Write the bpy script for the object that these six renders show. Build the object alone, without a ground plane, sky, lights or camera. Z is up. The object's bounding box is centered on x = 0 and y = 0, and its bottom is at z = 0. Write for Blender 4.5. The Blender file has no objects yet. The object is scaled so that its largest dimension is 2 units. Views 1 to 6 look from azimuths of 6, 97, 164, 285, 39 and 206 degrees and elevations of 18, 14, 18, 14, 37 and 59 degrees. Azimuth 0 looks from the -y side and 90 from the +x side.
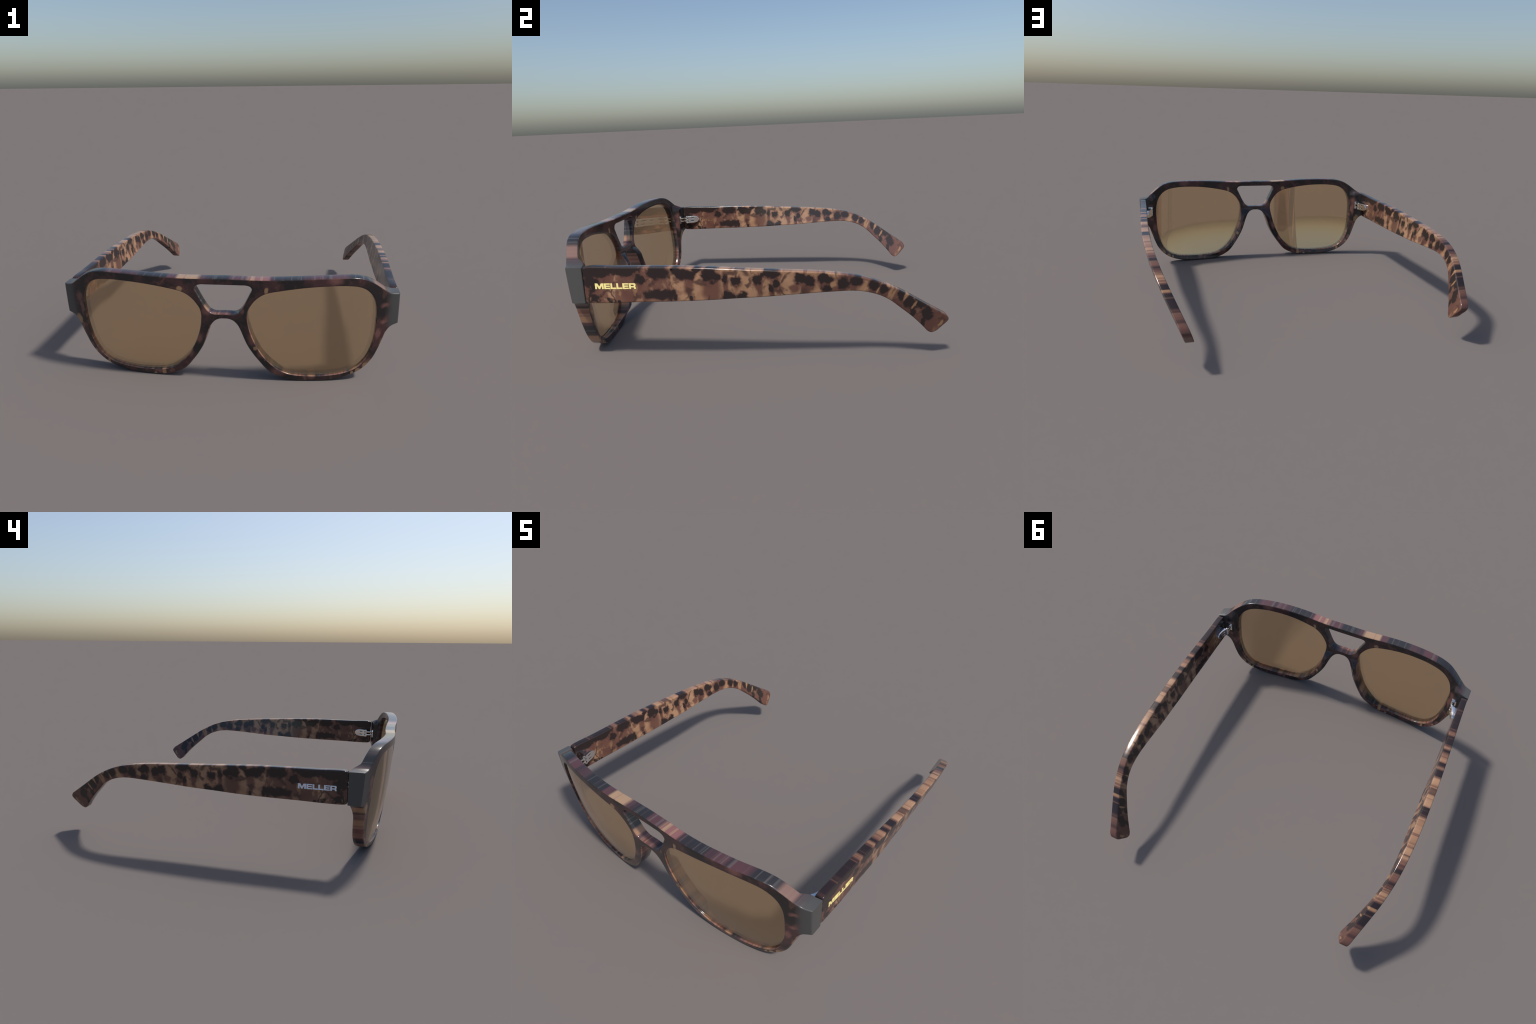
"""Tortoiseshell double-bridge sunglasses with amber lenses, open and standing on the lower rims."""
import bpy, bmesh, math
import numpy as np
from mathutils import Vector
from mathutils.geometry import delaunay_2d_cdt

# ------------------------------------------------------------------ helpers: contours
def spline(points, step, closed=False):
    """Centripetal-like Catmull-Rom through points, resampled at about 'step'."""
    p = np.array(points, float)
    n = len(p)
    ext = np.vstack([p[-1], p, p[0], p[1]]) if closed else np.vstack([2 * p[0] - p[1], p, 2 * p[-1] - p[-2]])
    segs = n if closed else n - 1
    out = []
    for i in range(segs):
        a, b, c, d = ext[i], ext[i + 1], ext[i + 2], ext[i + 3]
        ta = 0.0
        tb = ta + max(np.linalg.norm(b - a), 1e-6) ** 0.5
        tc = tb + max(np.linalg.norm(c - b), 1e-6) ** 0.5
        td = tc + max(np.linalg.norm(d - c), 1e-6) ** 0.5
        m = 24
        for t in np.linspace(tb, tc, m, endpoint=False):
            A1 = (tb - t) / (tb - ta) * a + (t - ta) / (tb - ta) * b
            A2 = (tc - t) / (tc - tb) * b + (t - tb) / (tc - tb) * c
            A3 = (td - t) / (td - tc) * c + (t - tc) / (td - tc) * d
            B1 = (tc - t) / (tc - ta) * A1 + (t - ta) / (tc - ta) * A2
            B2 = (td - t) / (td - tb) * A2 + (t - tb) / (td - tb) * A3
            out.append((tc - t) / (tc - tb) * B1 + (t - tb) / (tc - tb) * B2)
    if not closed:
        out.append(p[-1])
    return resample(np.array(out), step, closed)


def resample(q, step, closed=False):
    if closed:
        q = np.vstack([q, q[0]])
    s = np.concatenate([[0], np.cumsum(np.linalg.norm(np.diff(q, axis=0), axis=1))])
    k = max(2, int(round(s[-1] / step)) + 1)
    t = np.linspace(0, s[-1], k)
    r = np.stack([np.interp(t, s, q[:, 0]), np.interp(t, s, q[:, 1])], 1)
    return r[:-1] if closed else r


def area(c):
    x, y = c[:, 0], c[:, 1]
    return 0.5 * np.sum(x * np.roll(y, -1) - np.roll(x, -1) * y)


def oriented(c, ccw=True):
    return c if (area(c) > 0) == ccw else c[::-1].copy()


def inset(c, d):
    """Shift a contour to its left (into the material) by d, mitred."""
    e = np.roll(c, -1, 0) - c
    e /= np.linalg.norm(e, axis=1, keepdims=True) + 1e-12
    n = np.stack([-e[:, 1], e[:, 0]], 1)
    m = n + np.roll(n, 1, 0)
    m /= np.linalg.norm(m, axis=1, keepdims=True) + 1e-12
    k = 1.0 / np.clip(np.sum(m * n, 1), 0.5, 1.0)
    return c + m * (k * d)[:, None]


def inside(pts, contours):
    """Even-odd test of points against all contours."""
    r = np.zeros(len(pts), bool)
    x, y = pts[:, 0], pts[:, 1]
    for c in contours:
        for (x0, y0), (x1, y1) in zip(c, np.roll(c, -1, 0)):
            if y0 == y1:
                continue
            hit = (y0 > y) != (y1 > y)
            r ^= hit & (x < (x1 - x0) * (y - y0) / (y1 - y0) + x0)
    return r


def smooth(a, b, x):
    t = np.clip((x - a) / (b - a), 0, 1)
    return t * t * (3 - 2 * t)


# ------------------------------------------------------------------ helpers: slab solids
def slab(name, contours, place, depth, radius, grid, flip=False, steps=4, angle=38, walls=False):
    """A sheet cut to contours (first = outline, rest = holes), rounded at every rim.
    place(u, v, d) gives the 3D point at distance d behind the front face, depth(u, v) the thickness."""
    cs = [oriented(contours[0], True)] + [oriented(c, False) for c in contours[1:]]
    arc = [(radius * (1 - math.sin(a)), radius * (1 - math.cos(a))) for a in np.linspace(0, math.pi / 2, steps + 1)]
    verts, faces, skin = [], [], []

    def ring(c, off, d, back):
        q = inset(c, off) if off > 1e-9 else c
        T = depth(q[:, 0], q[:, 1])
        P = place(q[:, 0], q[:, 1], T - d if back else np.full(len(q), d))
        start = len(verts)
        verts.extend(P)
        return np.arange(start, start + len(q))

    margin = radius + min(0.004, radius)
    caps = {False: [], True: []}
    for c in cs:
        rings = [ring(c, margin, 0, False)] + [ring(c, o, d, False) for o, d in arc]
        rings += [ring(c, o, d, True) for o, d in arc[::-1]] + [ring(c, margin, 0, True)]
        caps[False].append(rings[0])
        caps[True].append(rings[-1])
        for k, (a, b) in enumerate(zip(rings, rings[1:])):
            for i in range(len(c)):
                j = (i + 1) % len(c)
                faces.append((a[i], a[j], b[j], b[i]))
                skin.append(1 if 2 <= k <= len(rings) - 4 else 0)
    borders = [inset(c, margin) for c in cs]
    pts = np.vstack(borders)
    edges, k = [], 0
    for b in borders:
        edges += [(k + i, k + (i + 1) % len(b)) for i in range(len(b))]
        k += len(b)
    lo, hi = pts.min(0), pts.max(0)
    gx, gy = np.meshgrid(np.arange(lo[0], hi[0], grid), np.arange(lo[1], hi[1], grid))
    gx = gx + (np.arange(gx.shape[0]) % 2)[:, None] * grid / 2
    inner = np.stack([gx.ravel(), gy.ravel()], 1)
    inner = inner[inside(inner, borders)]
    keep = np.ones(len(inner), bool)
    for p in range(0, len(inner), 400):
        d = np.min(np.linalg.norm(inner[p:p + 400, None] - pts[None], axis=2), 1)
        keep[p:p + 400] = d > grid * 0.6
    inner = inner[keep]
    allp = np.vstack([pts, inner])
    co, _, fs, orig, _, _ = delaunay_2d_cdt([Vector(p) for p in allp], edges, [], 0, 1e-7)
    co = np.array([(p[0], p[1]) for p in co])
    tri = np.array([f for f in fs if len(f) == 3])
    tri = tri[inside(co[tri].mean(1), borders)]
    for back in (False, True):
        idx = {}
        flat = np.concatenate(caps[back])
        T = depth(co[:, 0], co[:, 1])
        P = place(co[:, 0], co[:, 1], T if back else np.zeros(len(co)))
        for i in range(len(co)):
            o = [x for x in orig[i] if x < len(flat)]
            if o:
                idx[i] = flat[o[0]]
            else:
                idx[i] = len(verts)
                verts.append(P[i])
        for t in tri:
            f = (idx[t[0]], idx[t[1]], idx[t[2]])
            faces.append(f if back else f[::-1])
    mesh = bpy.data.meshes.new(name)
    mesh.from_pydata([tuple(v) for v in verts], [], [tuple(int(i) for i in (f[::-1] if flip else f)) for f in faces])
    if walls:
        mesh.polygons.foreach_set("material_index", skin + [0] * (len(faces) - len(skin)))
    mesh.validate()
    bm = bmesh.new()
    bm.from_mesh(mesh)
    bmesh.ops.delete(bm, geom=[v for v in bm.verts if not v.link_faces], context="VERTS")
    bmesh.ops.recalc_face_normals(bm, faces=bm.faces)
    bm.to_mesh(mesh)
    bm.free()
    return finish(mesh, angle)


def finish(mesh, angle):
    mesh.polygons.foreach_set("use_smooth", [True] * len(mesh.polygons))
    mesh.set_sharp_from_angle(angle=math.radians(angle))
    return mesh


def add(name, mesh, material, parent):
    o = bpy.data.objects.new(name, mesh)
    bpy.context.scene.collection.objects.link(o)
    if not mesh.materials:
        mesh.materials.append(material)
    o.parent = parent
    return o


# ------------------------------------------------------------------ helpers: materials
class Graph:
    def __init__(self, name):
        self.mat = bpy.data.materials.new(name)
        self.mat.use_nodes = True
        self.t = self.mat.node_tree
        self.bsdf = self.t.nodes["Principled BSDF"]

    def node(self, kind, **props):
        n = self.t.nodes.new(kind)
        for k, v in props.items():
            setattr(n, k, v)
        return n

    def put(self, socket, v):
        if isinstance(v, bpy.types.NodeSocket):
            self.t.links.new(v, socket)
        else:
            socket.default_value = v

    def math(self, op, a, b=None, c=None, clamp=False):
        n = self.node("ShaderNodeMath", operation=op, use_clamp=clamp)
        for s, v in zip(n.inputs, (a, b, c)):
            if v is not None:
                self.put(s, v)
        return n.outputs[0]

    def vec(self, op, a, b=None, c=None):
        n = self.node("ShaderNodeVectorMath", operation=op)
        for s, v in zip(n.inputs, (a, b, c)):
            if v is not None:
                self.put(s, v)
        return n.outputs["Value" if op in ("LENGTH", "DOT_PRODUCT", "DISTANCE") else "Vector"]

    def noise(self, vec, scale, detail=3.0, rough=0.55, colour=False, dist=0.0):
        n = self.node("ShaderNodeTexNoise")
        self.put(n.inputs["Vector"], vec)
        n.inputs["Scale"].default_value, n.inputs["Detail"].default_value = scale, detail
        n.inputs["Roughness"].default_value, n.inputs["Distortion"].default_value = rough, dist
        return n.outputs["Color" if colour else "Fac"]

    def step(self, v, lo, hi):
        n = self.node("ShaderNodeMapRange", interpolation_type="SMOOTHSTEP")
        self.put(n.inputs["Value"], v)
        n.inputs["From Min"].default_value, n.inputs["From Max"].default_value = lo, hi
        if lo > hi:
            n.inputs["From Min"].default_value, n.inputs["From Max"].default_value = hi, lo
            n.inputs["To Min"].default_value, n.inputs["To Max"].default_value = 1, 0
        return n.outputs["Result"]

    def mix(self, f, a, b):
        n = self.node("ShaderNodeMix", data_type="RGBA")
        self.put(n.inputs["Factor"], f)
        for s, v in ((n.inputs["A"], a), (n.inputs["B"], b)) if False else ((n.inputs[6], a), (n.inputs[7], b)):
            self.put(s, v if isinstance(v, bpy.types.NodeSocket) else (*v, 1))
        return n.outputs[2]

    def blobs(self, vec, items, blend=0.25):
        """Smooth union of ellipses (u, v, ru, rv[, slant]); 0 in the centre, 1 on the rim."""
        total = None
        for it in items:
            u, v, ru, rv = it[:4]
            n = self.vec("LENGTH", self.vec("MULTIPLY_ADD", vec, (1 / ru, 1 / rv, 0), (-u / ru, -v / rv, 0)))
            total = n if total is None else self.math("SMOOTH_MIN", total, n, blend)
        return total

    def plane(self, a, b, fa=1.0):
        """Object coordinates flattened on two axes, so that the pattern runs straight through the sheet."""
        tc = self.node("ShaderNodeTexCoord")
        s = self.node("ShaderNodeSeparateXYZ")
        self.put(s.inputs[0], tc.outputs["Object"])
        c = self.node("ShaderNodeCombineXYZ")
        self.put(c.inputs[0], s.outputs[a])
        self.put(c.inputs[1], s.outputs[b])
        return c.outputs[0], s.outputs[a], s.outputs[b]

    def warp(self, vec, scale, amount, detail=2.0):
        n = self.vec("SUBTRACT", self.noise(vec, scale, detail, colour=True), (0.5, 0.5, 0.5))
        return self.vec("MULTIPLY_ADD", n, (amount, amount, 0), vec)

    def set(self, **values):
        for k, v in values.items():
            self.put(self.bsdf.inputs[k.replace("_", " ")], v)
        return self.mat


def acetate_finish(g, colour, rough=0.16):
    g.set(Base_Color=colour, Roughness=rough, IOR=1.5)
    return g.mat


def front_acetate():
    g = Graph("dark_tortoiseshell_acetate")
    p, x, z = g.plane(0, 2)
    w = g.warp(g.warp(p, 9, 0.06), 30, 0.02)
    dark, maroon, rust = (0.021, 0.017, 0.017), (0.070, 0.031, 0.031), (0.20, 0.092, 0.060)
    amber, rose = (0.38, 0.225, 0.115), (0.22, 0.098, 0.082)
    cloud = g.noise(w, 6.5, 4, 0.6)
    col = g.mix(g.step(cloud, 0.43, 0.60), dark, maroon)
    fine = g.noise(w, 50, 3, 0.6)
    col = g.mix(g.math("MULTIPLY", g.step(fine, 0.5, 0.75), 0.4), col, dark)
    # rusty strokes, thicker in the lower rims and beside the end pieces
    low = g.math("MULTIPLY_ADD", g.step(z, 0.50, 0.20), 0.5, 0.25)
    stroke = g.noise(g.vec("MULTIPLY", w, (1.0, 0.6, 1.0)), 19, 4, 0.6)
    col = g.mix(g.math("MULTIPLY", g.step(stroke, 0.55, 0.67), low), col, rust)
    reds = [(0.155, 0.275, 0.022, 0.04), (0.20, 0.185, 0.02, 0.03), (-0.15, 0.275, 0.018, 0.03), (-0.205, 0.175, 0.016, 0.03),
            (0.485, 0.03, 0.020, 0.02), (0.295, 0.062, 0.04, 0.03), (-0.095, 0.452, 0.026, 0.03), (0.10, 0.455, 0.012, 0.02),
            (0.60, 0.645, 0.035, 0.03), (0.875, 0.475, 0.022, 0.012), (0.87, 0.372, 0.02, 0.012), (-0.86, 0.47, 0.02, 0.03),
            (0.845, 0.30, 0.014, 0.03), (-0.85, 0.41, 0.012, 0.05), (-0.79, 0.10, 0.03, 0.03), (-0.40, 0.03, 0.03, 0.014),
            (0.875, 0.585, 0.02, 0.02), (-0.868, 0.225, 0.012, 0.045), (-0.83, 0.15, 0.014, 0.02)]
    m = g.blobs(g.warp(g.warp(p, 18, 0.03), 60, 0.012), reds, 0.15)
    col = g.mix(g.math("MULTIPLY", g.step(m, 1.6, 0.4), 0.65), col, rose)
    ambers = [(-0.24, 0.577, 0.014, 0.014), (0.236, 0.575, 0.009, 0.018), (-0.888, 0.318, 0.020, 0.028),
              (-0.805, 0.113, 0.008, 0.010), (-0.727, 0.050, 0.008, 0.016), (-0.432, 0.002, 0.008, 0.009), (-0.375, 0.018, 0.009, 0.028),
              (0.788, 0.092, 0.014, 0.016), (0.748, 0.055, 0.012, 0.018), (0.715, 0.042, 0.006, 0.016), (0.168, 0.215, 0.008, 0.012)]
    ambers = [(u, v, ru * 1.25, rv * 1.2) for u, v, ru, rv in ambers]
    m = g.blobs(g.warp(g.warp(p, 24, 0.014), 60, 0.012), ambers, 0.08)
    col = g.mix(g.math("MULTIPLY", g.step(m, 1.25, 0.7), 0.85), col, amber)
    streak = g.node("ShaderNodeCombineXYZ")
    g.put(streak.inputs[0], x)
    bands, lines = g.noise(streak.outputs[0], 11, 3, 0.6), g.noise(streak.outputs[0], 55, 3, 0.65)
    faded = [(0.806, 0.095, 0.022, 0.030), (0.735, 0.028, 0.04, 0.010), (0.870, 0.233, 0.010, 0.028), (-0.872, 0.235, 0.009, 0.035), (-0.852, 0.19, 0.008, 0.03)]
    m = g.blobs(g.warp(p, 30, 0.016), faded, 0.1)
    col = g.mix(g.math("MULTIPLY", g.step(m, 1.7, 0.3), g.math("MULTIPLY_ADD", lines, 0.7, 0.25)), col, (0.24, 0.14, 0.08))
    ax = g.math("ABSOLUTE", x)
    # grey smoke towards the outer ends
    end = g.math("MULTIPLY", g.step(ax, 0.870, 0.930), g.step(z, 0.325, 0.345))
    col = g.mix(end, col, (0.072, 0.071, 0.069))
    return acetate_finish(g, col, g.math("MULTIPLY_ADD", end, 0.22, 0.16))


def edge_acetate():
    """Walls of the front: lighter, warmer tones in streaks that run straight through the sheet."""
    g = Graph("streaked_acetate_edge")
    p, x, z = g.plane(0, 2)
    ax = g.math("ABSOLUTE", x)
    w = g.warp(p, 6, 0.03)
    bands, lines, patch = g.noise(w, 9, 3, 0.55), g.noise(p, 42, 2, 0.6), g.noise(w, 8.3, 2, 0.5)
    dark, maroon = (0.029, 0.028, 0.031), (0.092, 0.044, 0.049)
    grey, rust, salmon = (0.135, 0.122, 0.115), (0.19, 0.088, 0.062), (0.33, 0.165, 0.120)
    col = g.mix(g.step(bands, 0.44, 0.56), dark, maroon)
    col = g.mix(g.math("MULTIPLY", g.step(lines, 0.53, 0.68), 0.5), col, grey)
    # lower rims and lens seats are warmer
    low = g.step(z, 0.52, 0.40)
    col = g.mix(g.math("MULTIPLY", g.math("MULTIPLY", g.step(patch, 0.45, 0.55), low), 0.85), col, g.mix(g.step(lines, 0.45, 0.60), rust, salmon))
    col = g.mix(g.math("MULTIPLY", g.math("MULTIPLY", g.step(bands, 0.56, 0.64), low), 0.6), col, grey)
    marks = [(0.735, 0.06, 0.035, 0.03), (0.80, 0.10, 0.03, 0.03), (0.485, 0.035, 0.02, 0.02), (0.345, 0.05, 0.03, 0.02), (-0.375, 0.04, 0.012, 0.03),
             (-0.10, 0.455, 0.022, 0.022), (0.869, 0.236, 0.014, 0.024), (-0.868, 0.225, 0.012, 0.03), (-0.89, 0.318, 0.03, 0.02), (-0.725, 0.07, 0.03, 0.03),
             (0.20, 0.18, 0.03, 0.04), (0.152, 0.27, 0.02, 0.03), (-0.205, 0.175, 0.02, 0.03)]
    m = g.blobs(g.warp(p, 30, 0.016), marks, 0.1)
    col = g.mix(g.math("MULTIPLY", g.step(m, 1.4, 0.5), g.math("MULTIPLY_ADD", lines, 1.0, 0.25)), col, (0.36, 0.20, 0.115))
    # brow: peach beside the window, salmon on the shoulder
    brow = g.step(z, 0.615, 0.625)
    peach = g.math("MULTIPLY", g.math("MULTIPLY", g.step(ax, 0.120, 0.150), g.step(ax, 0.262, 0.245)), brow)
    tone = g.mix(g.step(g.noise(p, 34, 2, 0.6), 0.49, 0.60), (0.40, 0.26, 0.16), (0.26, 0.115, 0.11))
    col = g.mix(g.math("MULTIPLY", peach, 0.9), col, tone)
    shoulder = g.math("MULTIPLY", g.math("MULTIPLY", g.step(x, 0.790, 0.82), g.step(x, 0.885, 0.860)), g.step(z, 0.53, 0.55))
    col = g.mix(g.math("MULTIPLY", shoulder, 0.7), col, g.mix(lines, (0.33, 0.21, 0.15), (0.20, 0.10, 0.10)))
    end = g.math("MULTIPLY", g.step(ax, 0.870, 0.930), g.step(z, 0.325, 0.345))
    col = g.mix(end, col, (0.072, 0.071, 0.069))
    return acetate_finish(g, col, g.math("MULTIPLY_ADD", end, 0.22, 0.16))


def temple_acetate():
    g = Graph("honey_tortoiseshell_acetate")
    p, y, z = g.plane(1, 2)
    tan, brown, dark = (0.385, 0.222, 0.132), (0.118, 0.052, 0.040), (0.025, 0.0165, 0.016)
    ragged = g.warp(g.warp(p, 15, 0.046), 48, 0.016)
    haze = g.noise(g.warp(p, 8, 0.06), 9, 4, 0.6)
    col = g.mix(g.step(haze, 0.38, 0.70), tan, (0.285, 0.155, 0.090))
    # brown clouds, heavy at the hinge end and the ear tip
    cloud = g.noise(g.vec("MULTIPLY", g.warp(p, 10, 0.07), (1.3, 0.7, 1)), 14, 4, 0.6)
    ends = g.math("ADD", g.math("MULTIPLY", g.step(y, -0.40, -0.56), 0.13), g.math("MULTIPLY", g.step(y, 0.30, 0.75), 0.10))
    col = g.mix(g.math("MULTIPLY", g.step(g.math("ADD", cloud, ends), 0.52, 0.64), 0.85), col, brown)
    smears = [(-0.402, 0.455, 0.034, 0.05), (-0.248, 0.442, 0.025, 0.05), (-0.138, 0.414, 0.046, 0.07), (-0.541, 0.440, 0.062, 0.085),
              (0.089, 0.423, 0.017, 0.045), (0.255, 0.414, 0.025, 0.022), (0.308, 0.413, 0.02, 0.032), (0.46, 0.407, 0.045, 0.025),
              (0.663, 0.375, 0.046, 0.02), (0.742, 0.323, 0.036, 0.035), (-0.07, 0.44, 0.016, 0.05), (0.155, 0.41, 0.014, 0.04),
              (0.40, 0.44, 0.02, 0.05), (0.80, 0.28, 0.045, 0.045), (0.90, 0.22, 0.07, 0.075), (0.975, 0.21, 0.04, 0.04),
              (0.50, 0.45, 0.05, 0.04), (-0.76, 0.45, 0.04, 0.10), (-0.68, 0.47, 0.05, 0.04)]
    m = g.blobs(g.warp(p, 16, 0.035), smears, 0.2)
    col = g.mix(g.math("MULTIPLY", g.step(m, 1.35, 0.6), 0.9), col, brown)
    spots = [(-0.492, 0.477, 0.024, 0.033), (-0.392, 0.509, 0.051, 0.037), (-0.392, 0.397, 0.082, 0.030), (-0.319, 0.388, 0.013, 0.017),
             (-0.287, 0.508, 0.040, 0.032), (-0.238, 0.491, 0.030, 0.025), (-0.207, 0.523, 0.021, 0.016), (-0.138, 0.495, 0.037, 0.043),
             (-0.071, 0.473, 0.015, 0.030), (-0.014, 0.462, 0.023, 0.021), (-0.056, 0.386, 0.024, 0.024), (0.006, 0.383, 0.028, 0.019),
             (-0.248, 0.374, 0.008, 0.014), (-0.70, 0.520, 0.14, 0.030), (-0.57, 0.522, 0.09, 0.025), (-0.736, 0.455, 0.034, 0.05),
             (-0.740, 0.377, 0.039, 0.017), (-0.647, 0.371, 0.019, 0.011), (-0.605, 0.368, 0.012, 0.010),
             (0.083, 0.466, 0.023, 0.024), (0.143, 0.497, 0.046, 0.022), (0.177, 0.454, 0.015, 0.019), (0.150, 0.422, 0.013, 0.022),
             (0.285, 0.463, 0.025, 0.028), (0.330, 0.456, 0.030, 0.028), (0.401, 0.466, 0.030, 0.020), (0.410, 0.420, 0.022, 0.020),
             (0.491, 0.440, 0.023, 0.036), (0.546, 0.455, 0.030, 0.027), (0.631, 0.429, 0.026, 0.022), (0.677, 0.404, 0.024, 0.026),
             (0.757, 0.362, 0.019, 0.034), (0.799, 0.325, 0.020, 0.037), (0.850, 0.318, 0.036, 0.030), (0.815, 0.265, 0.012, 0.03),
             (0.888, 0.255, 0.024, 0.045), (0.875, 0.20, 0.014, 0.03)]
    # thin dark veins in the pale part
    v = g.node("ShaderNodeTexVoronoi", feature="DISTANCE_TO_EDGE")
    g.put(v.inputs["Vector"], g.vec("MULTIPLY", g.warp(p, 11, 0.11), (1.0, 0.7, 1.0)))
    v.inputs["Scale"].default_value = 11
    line = g.step(v.outputs["Distance"], 0.075, 0.020)
    gate = g.step(g.noise(p, 13, 1), 0.43, 0.55)
    col = g.mix(g.math("MULTIPLY", g.math("MULTIPLY", line, gate), 0.85), col, (0.060, 0.031, 0.026))
    # each dark drop trails a soft brown veil below it
    m = g.blobs(g.vec("ADD", g.vec("MULTIPLY", ragged, (1, 0.72, 1)), (0, 0.140, 0)), spots, 0.2)
    col = g.mix(g.math("MULTIPLY", g.step(m, 1.45, 0.6), 0.62), col, brown)
    spots = [(u, w, ru * 1.12, rw * 1.12) for u, w, ru, rw in spots]
    m = g.blobs(ragged, spots, 0.42)
    tatter = g.noise(g.warp(p, 20, 0.03), 27, 3, 0.55)
    m = g.math("ADD", m, g.math("MULTIPLY", g.math("SUBTRACT", tatter, 0.52), 1.5))
    col = g.mix(g.math("MULTIPLY", g.step(m, 1.40, 0.95), 0.55), col, brown)
    col = g.mix(g.step(m, 1.10, 0.70), col, dark)
    # slanting pale slivers between the drops of the ear tip
    lean = g.node("ShaderNodeCombineXYZ")
    g.put(lean.inputs[0], g.math("MULTIPLY_ADD", z, -0.45, y))
    g.put(lean.inputs[1], z)
    lights = [(0.708, 0.385, 0.010, 0.030), (0.722, 0.375, 0.008, 0.022), (0.781, 0.358, 0.007, 0.026), (0.823, 0.306, 0.007, 0.026), (0.961, 0.193, 0.008, 0.022),
              (0.585, 0.425, 0.013, 0.024), (0.440, 0.437, 0.016, 0.017), (0.648, 0.398, 0.006, 0.018)]
    lights = [(u - 0.45 * w, w, ru, rw) for u, w, ru, rw in lights]
    m = g.blobs(g.warp(g.warp(lean.outputs[0], 24, 0.020), 70, 0.006), lights, 0.1)
    col = g.mix(g.math("MULTIPLY", g.step(m, 1.15, 0.6), 0.9), col, (0.32, 0.18, 0.096))
    # pale wisps through the smoky front part
    wisp = g.noise(g.vec("MULTIPLY", g.warp(p, 12, 0.06), (1.5, 0.9, 1)), 17, 2, 0.5)
    band = g.math("MULTIPLY", g.step(wisp, 0.56, 0.68), g.step(y, -0.44, -0.52))
    col = g.mix(g.math("MULTIPLY", g.math("MULTIPLY", band, g.step(z, 0.47, 0.42)), 0.8), col, (0.27, 0.150, 0.082))
    return acetate_finish(g, col)


def lens_glass():
    g = Graph("amber_lens")
    return g.set(Base_Color=(0.86, 0.68, 0.455, 1), Metallic=0.28, Roughness=0.0, IOR=1.45, Transmission_Weight=1.0)


def metal(name, colour, rough):
    g = Graph(name)
    p, a, b = g.plane(1, 2)
    r = g.math("MULTIPLY_ADD", g.noise(p, 80, 2), 0.06, rough - 0.03)
    return g.set(Base_Color=(*colour, 1), Metallic=1.0, Roughness=r)


def foil(name, colour):
    """Bright printed foil of the lettering."""
    g = Graph(name)
    p, a, b = g.plane(1, 2)
    n = g.noise(p, 120, 2)
    return g.set(Base_Color=g.mix(n, colour, tuple(c * 0.94 for c in colour)), Roughness=0.35, IOR=1.5)


# ------------------------------------------------------------------ the front
FRONT_X = np.array([0, .08, .15, .23, .30, .38, .45, .52, .60, .70, .78, .85, .90, .953, 1.0])
FRONT_Y = np.array([-.9900, -.9902, -.9915, -.9955, -.9975, -.9965, -.9920, -.9850, -.9740, -.9525, -.9300, -.9040, -.8860, -.8665, -.847])


def soft_table(xs, ys):
    """Smooth curve through a short table, symmetric in x."""
    fine = np.linspace(0, xs[-1], 400)
    y = np.interp(fine, xs, ys)
    for _ in range(3):
        y = np.convolve(np.concatenate([y[20:0:-1], y, 2 * y[-1] - y[-2:-22:-1]]), np.ones(21) / 21, "same")[20:-20]
    return lambda x: np.interp(np.abs(x), fine, y)


front_wave = soft_table(FRONT_X, FRONT_Y)


def front_y(x, z):
    """Each rim bows forward on its own, the bridge dips back, the ends sweep back; rounded from brow to chin."""
    return front_wave(x) + 0.185 * (0.64 - z) ** 2


def block_mask(x, z):
    ax = np.abs(x)
    top = smooth(0.560, 0.515, z - 0.35 * (ax - 0.84))
    low = smooth(0.25, 0.345, z)
    return smooth(0.828, 0.862, ax) * top * low


NOSE_Z = [0.0, 0.056, 0.100, 0.139, 0.188, 0.243, 0.326, 0.361, 0.40]
NOSE_RIM = [0.42, 0.25, 0.212, 0.182, 0.150, 0.121, 0.092, 0.077, 0.03]
NOSE_HOLE = [0.47, 0.33, 0.267, 0.230, 0.196, 0.170, 0.141, 0.135, 0.130]


def nose_pad(x, z):
    """Rounded pad on the back of the rim: low at the nose edge, a ridge in the middle, easing off to the lens."""
    rim, hole_x = np.interp(z, NOSE_Z, NOSE_RIM), np.interp(z, NOSE_Z, NOSE_HOLE)
    u = np.clip((np.abs(x) - rim) / (hole_x - rim), 0, 2)
    across = 0.40 + 0.60 * smooth(0.0, 0.5, u) - 0.18 * smooth(0.5, 1.0, u) - 0.82 * smooth(1.0, 1.8, u)
    return across * smooth(0.412, 0.335, z) * smooth(0.02, 0.10, z)


def front_depth(x, z):
    T = 0.063 + 0.040 * nose_pad(x, z)
    rear = -0.806 + 0.235 * (np.abs(x) - 0.84)
    m = block_mask(x, z)
    return T + m * np.maximum(rear - front_y(x, z) - T, 0)


def front_place(x, z, d):
    return np.stack([x, front_y(x, z) + d, z], 1)


def mirrored(half):
    """Close a right-hand half contour (from x=0 to x=0) with its mirror image."""
    left = half[::-1] * (-1, 1)
    return np.vstack([half, left[1:-1]])


STEP = 0.006


def grown(c, d):
    return inset(oriented(c, True), -d)


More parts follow.
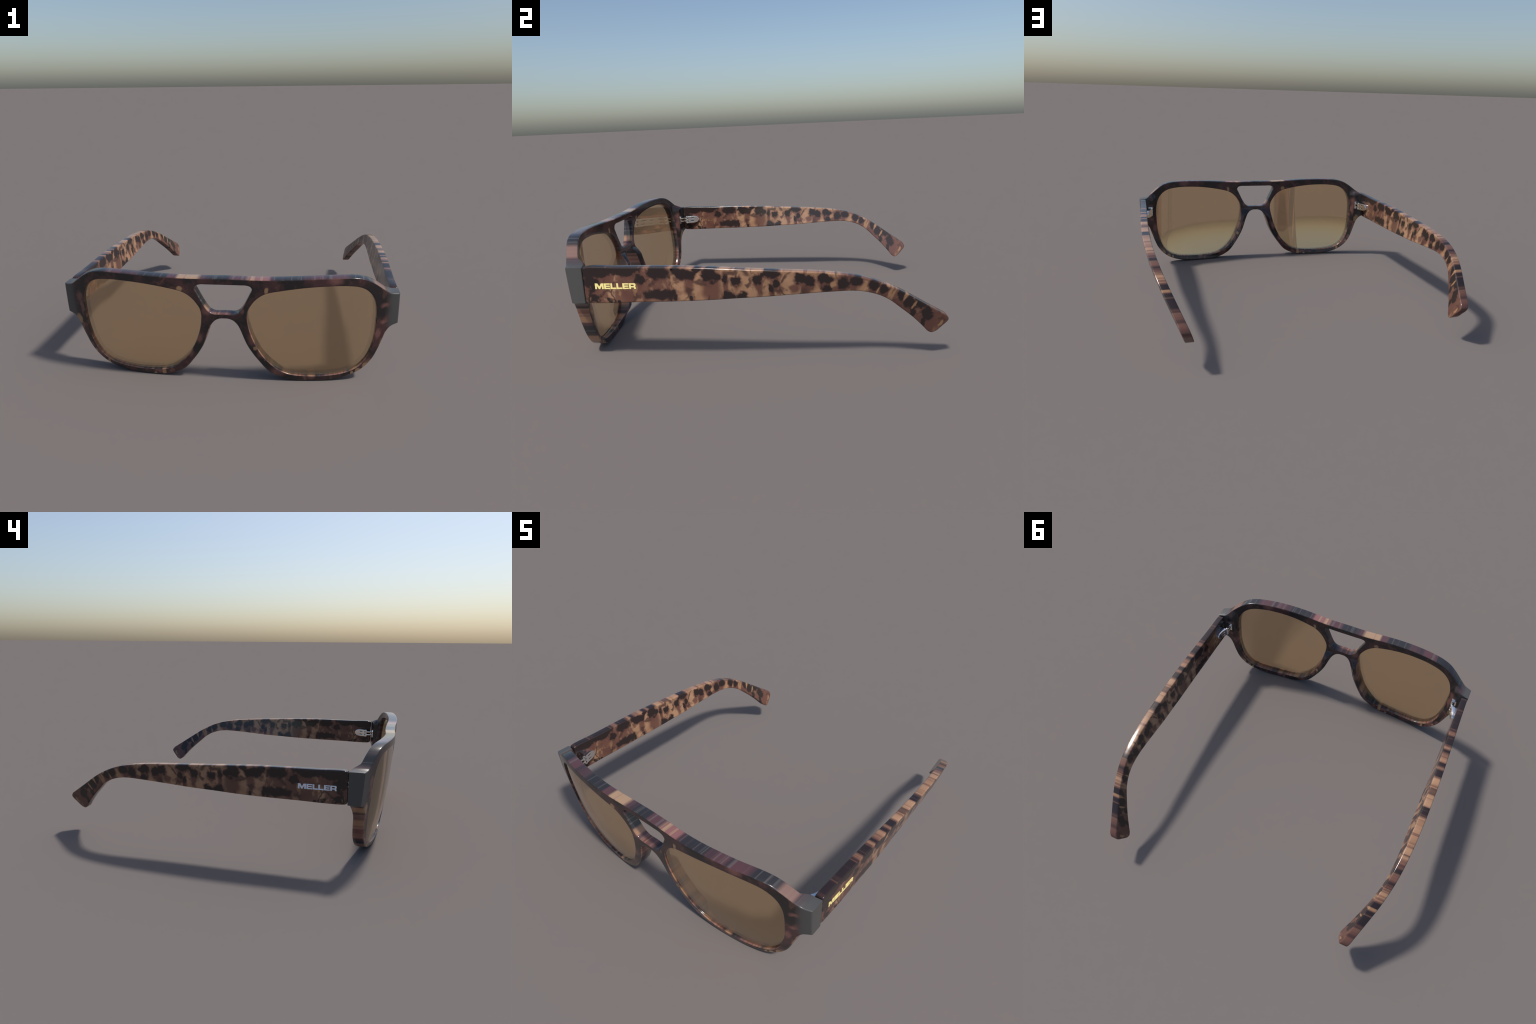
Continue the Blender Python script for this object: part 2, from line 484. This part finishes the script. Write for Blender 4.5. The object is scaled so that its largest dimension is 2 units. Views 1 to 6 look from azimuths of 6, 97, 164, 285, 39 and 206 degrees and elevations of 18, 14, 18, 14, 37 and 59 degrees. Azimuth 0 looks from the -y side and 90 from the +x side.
outline_half = np.vstack([
    spline([(0, .636), (.10, .6345), (.20, .635), (.30, .639), (.40, .644), (.50, .648), (.60, .6495), (.66, .649), (.712, .6455), (.768, .632), (.815, .606),
            (.855, .576), (.883, .555), (.907, .540), (.9535, .533)], STEP)[:-1],
    spline([(.9535, .533), (.9545, .356)], STEP)[:-1],
    spline([(.9545, .356), (.915, .340), (.890, .309), (.8735, .2615), (.852, .199), (.821, .131), (.769, .072), (.699, .032), (.605, .0100),
            (.49, .0), (.40, .002), (.325, .017), (.25, .056), (.182, .139), (.150, .188), (.121, .243), (.092, .326), (.076, .362), (.052, .389), (.022, .4015), (0, .4025)], STEP)])
hole_points = [(.229, .556), (.309, .5765), (.44, .597), (.555, .605), (.648, .605), (.728, .594), (.769, .574), (.803, .539), (.824, .489),
               (.832, .434), (.832, .365), (.826, .267), (.798, .162), (.754, .096), (.69, .0575), (.57, .037), (.445, .0355), (.36, .046),
               (.305, .070), (.267, .100), (.214, .160), (.171, .240), (.143, .320), (.130, .392), (.132, .445), (.151, .486), (.186, .528)]
window_half = spline([(0, .6015), (.09, .6015), (.127, .6010), (.149, .593), (.1565, .577), (.148, .557), (.106, .473), (.084, .442), (.057, .428), (.028, .4275), (0, .429)], STEP)

outline = grown(mirrored(outline_half), 0.003)
outline[:, 1] = np.maximum(outline[:, 1], 0.0)
hole = spline(hole_points, STEP, closed=True)
window = mirrored(window_half)

root = bpy.data.objects.new("sunglasses", None)
bpy.context.scene.collection.objects.link(root)
root["label"] = "tortoiseshell double-bridge sunglasses with brown lenses, temples open"
root["category"] = "sunglasses"

front_mat, edge_mat, temple_mat, lens_mat = front_acetate(), edge_acetate(), temple_acetate(), lens_glass()
chrome = metal("polished_steel", (0.90, 0.89, 0.87), 0.07)
yellow_letters = foil("brightened_yellow_lettering", (1.0, 0.86, 0.34))  # near-full-albedo yellow for the right temple's letters; the left temple's letters are cool grey
grey_letters = foil("cool_grey_lettering", (0.78, 0.80, 0.86))

front = add("frame_front", slab("frame_front", [outline, hole, hole * (-1, 1), window], front_place, front_depth, 0.006, 0.009, walls=True), front_mat, root)
front.data.materials.append(edge_mat)


# ------------------------------------------------------------------ lenses, set into the rims
lens_outline = grown(hole, 0.003)


def lens_offset(x, z):
    """Front face of the lens just behind the rim, a little deeper towards the chin."""
    return 0.007 + 0.003 * smooth(0.25, 0.03, z) + 0.005 * smooth(0.66, 0.83, np.abs(x))


def lens_depth(x, z):
    return 0.045 - lens_offset(x, z)


def lens_place(x, z, d):
    return np.stack([x, front_y(x, z) + lens_offset(x, z) + d, z], 1)


for side in (1, -1):
    mesh = slab("lens", [lens_outline * (side, 1)], lens_place, lens_depth, 0.001, 0.008, steps=2)
    add("lens", mesh, lens_mat, front)

# ------------------------------------------------------------------ temples
def bend(s):
    """Inward sweep of the temple, growing along a direction that points mostly down the ear tip."""
    k = np.clip(s + 0.42, 0, None)
    return 0.6188 * k ** 2 - 0.1864 * k ** 3 - 0.1872 * k ** 4


bow = np.poly1d(np.polyfit([-.78, -.5, -.2, .05, .25, .45, .7, 1.0], [.9535, .959, .966, .969, .968, .962, .957, .957], 4))


def temple_outer(y, z):
    lean = np.interp(y, [-.62, -.3, -.05, .15, .27, .45, .62], [0, .07, .14, .14, .11, .03, 0])
    return bow(y) - bend(0.342 * y - 0.94 * z) - lean * np.clip(0.52 - z, 0, None)


temple_points = [(-.766, .536), (-.6, .5355), (-.28, .533), (-.1, .5255), (.0, .520), (.16, .5115), (.25, .506), (.36, .498), (.46, .4865), (.512, .478),
                 (.576, .464), (.66, .434), (.74, .394), (.87, .309), (.955, .253), (.983, .234), (.995, .214), (.991, .203), (.970, .178), (.942, .147),
                 (.924, .139), (.906, .148), (.88, .179), (.823, .241), (.769, .291), (.71, .343), (.66, .373), (.61, .391), (.56, .401), (.51, .404),
                 (.41, .400), (.25, .388), (.127, .378), (0, .372), (-.2, .363), (-.5, .358), (-.768, .357), (-.774, .362), (-.774, .45), (-.774, .529)]
temple_line = spline(temple_points, STEP, closed=True)
temple_slim, temple_full = grown(temple_line, 0.0015), grown(temple_line, 0.0045)
temple_contour = temple_slim + (temple_full - temple_slim) * smooth(0.0, 0.5, temple_slim[:, :1])
temple_contour[:, 0] = np.where(temple_contour[:, 0] < -0.770, temple_contour[:, 0] - 0.0015, temple_contour[:, 0])
THICK = 0.046


def temple_depth(y, z):
    return THICK + 0.004 * smooth(0.5, 0.9, y) - 0.004 * smooth(-0.5, -0.75, y)


def temple_place(side):
    return lambda y, z, d: np.stack([side * (temple_outer(y, z) - d), y, z], 1)


# block letters, unit height, built as outlines
def letter_shapes():
    e = [(0, 0), (1.07, 0), (1.07, .22), (.33, .22), (.33, .39), (1.02, .39), (1.02, .61), (.33, .61), (.33, .78), (1.07, .78), (1.07, 1), (0, 1)]
    l = [(0, 0), (1.0, 0), (1.0, .25), (.33, .25), (.33, 1), (0, 1)]
    m = [(0, 0), (.33, 0), (.33, .58), (.64, 0), (.90, 0), (1.21, .58), (1.21, 0), (1.54, 0), (1.54, 1), (1.08, 1), (.77, .44), (.46, 1), (0, 1)]
    r = [(0, 0), (.33, 0), (.33, .27), (.76, .27), (.84, .22), (.86, 0), (1.19, 0), (1.17, .26), (1.06, .40), (1.16, .52), (1.18, .78), (1.10, .95), (.95, 1), (0, 1)]
    hole_r = [(.33, .50), (.33, .76), (.80, .76), (.84, .70), (.84, .56), (.80, .50)]
    return [(0.0, m, None), (1.62, e, None), (2.77, l, None), (3.83, l, None), (4.90, e, None), (6.05, r, hole_r)]


def dense(poly):
    p = np.array(poly, float)
    out = []
    for a, b in zip(p, np.roll(p, -1, 0)):
        k = max(2, int(np.linalg.norm(b - a) / 0.12))
        out += [a + (b - a) * t for t in np.linspace(0, 1, k, endpoint=False)]
    return np.array(out)


# hinge leaf that is let into the temple: tongue with a round end and two slots
def hinge_leaf_face(y):
    return np.interp(y, [-0.748, -0.735, -0.700, -0.647], [0.868, 0.870, 0.884, 0.899])


leaf_points = np.vstack([
    spline([(-.733, .4135), (-.70, .4125), (-.682, .4135)], .003)[:-1],
    spline([(-.682, .4135), (-.660, .421), (-.648, .441), (-.660, .461), (-.682, .4685)], .003)[:-1],
    spline([(-.682, .4685), (-.70, .4695), (-.733, .4685)], .003)[:-1],
    spline([(-.733, .4685), (-.733, .4135)], .003)[:-1]])


def slot(y0, y1, z0, z1):
    return dense(np.array([(y0, z0), (y1, z0), (y1, z1), (y0, z1)]) * 100) / 100


def box_mesh(name, lo, hi, bevel):
    bm = bmesh.new()
    bmesh.ops.create_cube(bm, size=1.0)
    for v in bm.verts:
        v.co = [(a + b) / 2 + c * (b - a) for a, b, c in zip(lo, hi, v.co)]
    bmesh.ops.bevel(bm, geom=bm.edges[:], offset=bevel, segments=2, affect="EDGES", profile=0.5)
    mesh = bpy.data.meshes.new(name)
    bm.to_mesh(mesh)
    bm.free()
    return finish(mesh, 30)


def pin_mesh(name, x, y, z0, z1, radius, bevel):
    bm = bmesh.new()
    bmesh.ops.create_cone(bm, cap_ends=True, segments=28, radius1=radius, radius2=radius, depth=z1 - z0)
    bmesh.ops.translate(bm, verts=bm.verts, vec=(x, y, (z0 + z1) / 2))
    rim = [e for e in bm.edges if abs(e.verts[0].co.z - e.verts[1].co.z) < 1e-6]
    bmesh.ops.bevel(bm, geom=rim, offset=bevel, segments=2, affect="EDGES", profile=0.5)
    mesh = bpy.data.meshes.new(name)
    bm.to_mesh(mesh)
    bm.free()
    return finish(mesh, 35)


for side in (1, -1):
    temple = add("temple", slab("temple", [temple_contour], temple_place(side), temple_depth, 0.0065, 0.012), temple_mat, root)

    # lettering reads left to right from outside on both temples
    unit = 0.0288
    width = 7.24 * unit
    for off, poly, cut in letter_shapes():
        shapes = [dense(poly)] + ([dense(cut)] if cut else [])
        flat = []
        for s in shapes:
            u = (s[:, 0] + off) * unit
            y = -0.720 + u if side > 0 else -0.5115 - u
            flat.append(np.stack([y, 0.4268 + s[:, 1] * unit], 1))

        def letter_place(y, z, d, side=side):
            return np.stack([side * (temple_outer(y, z) + 0.0016 - d), y, z], 1)

        mesh = slab("letter", flat, letter_place, lambda y, z: np.full(len(y), 0.0035), 0.0003, 0.01, steps=1)
        add("letter", mesh, yellow_letters if side > 0 else grey_letters, temple)

    # hinge
    hinge = add("hinge", slab("hinge", [leaf_points, slot(-.712, -.690, .4505, .4555), slot(-.712, -.690, .4265, .4315)],
                              lambda y, z, d, side=side: np.stack([side * (hinge_leaf_face(y) + d), y, z], 1),
                              lambda y, z: 0.922 - hinge_leaf_face(y), 0.002, 0.008, steps=2), chrome, root)
    for z0, z1 in ((.4125, .4235), (.4355, .4465), (.4585, .4695)):
        add("hinge_knuckle", pin_mesh("hinge_knuckle", side * .877, -.742, z0, z1, .0115, .0018), chrome, hinge)
    for z0, z1 in ((.4245, .4345), (.4475, .4575)):
        lo, hi = sorted((side * .868, side * .886))
        add("hinge_prong", box_mesh("hinge_prong", (lo, -.800, z0), (hi, -.742, z1), .0012), chrome, hinge)
    add("hinge_pin", pin_mesh("hinge_pin", side * .877, -.742, .4105, .4715, .005, .001), chrome, hinge)
    lo, hi = sorted((side * .862, side * .905))
    add("hinge_plate", box_mesh("hinge_plate", (lo, -.812, .409), (hi, -.7925, .470), .0012), chrome, hinge)
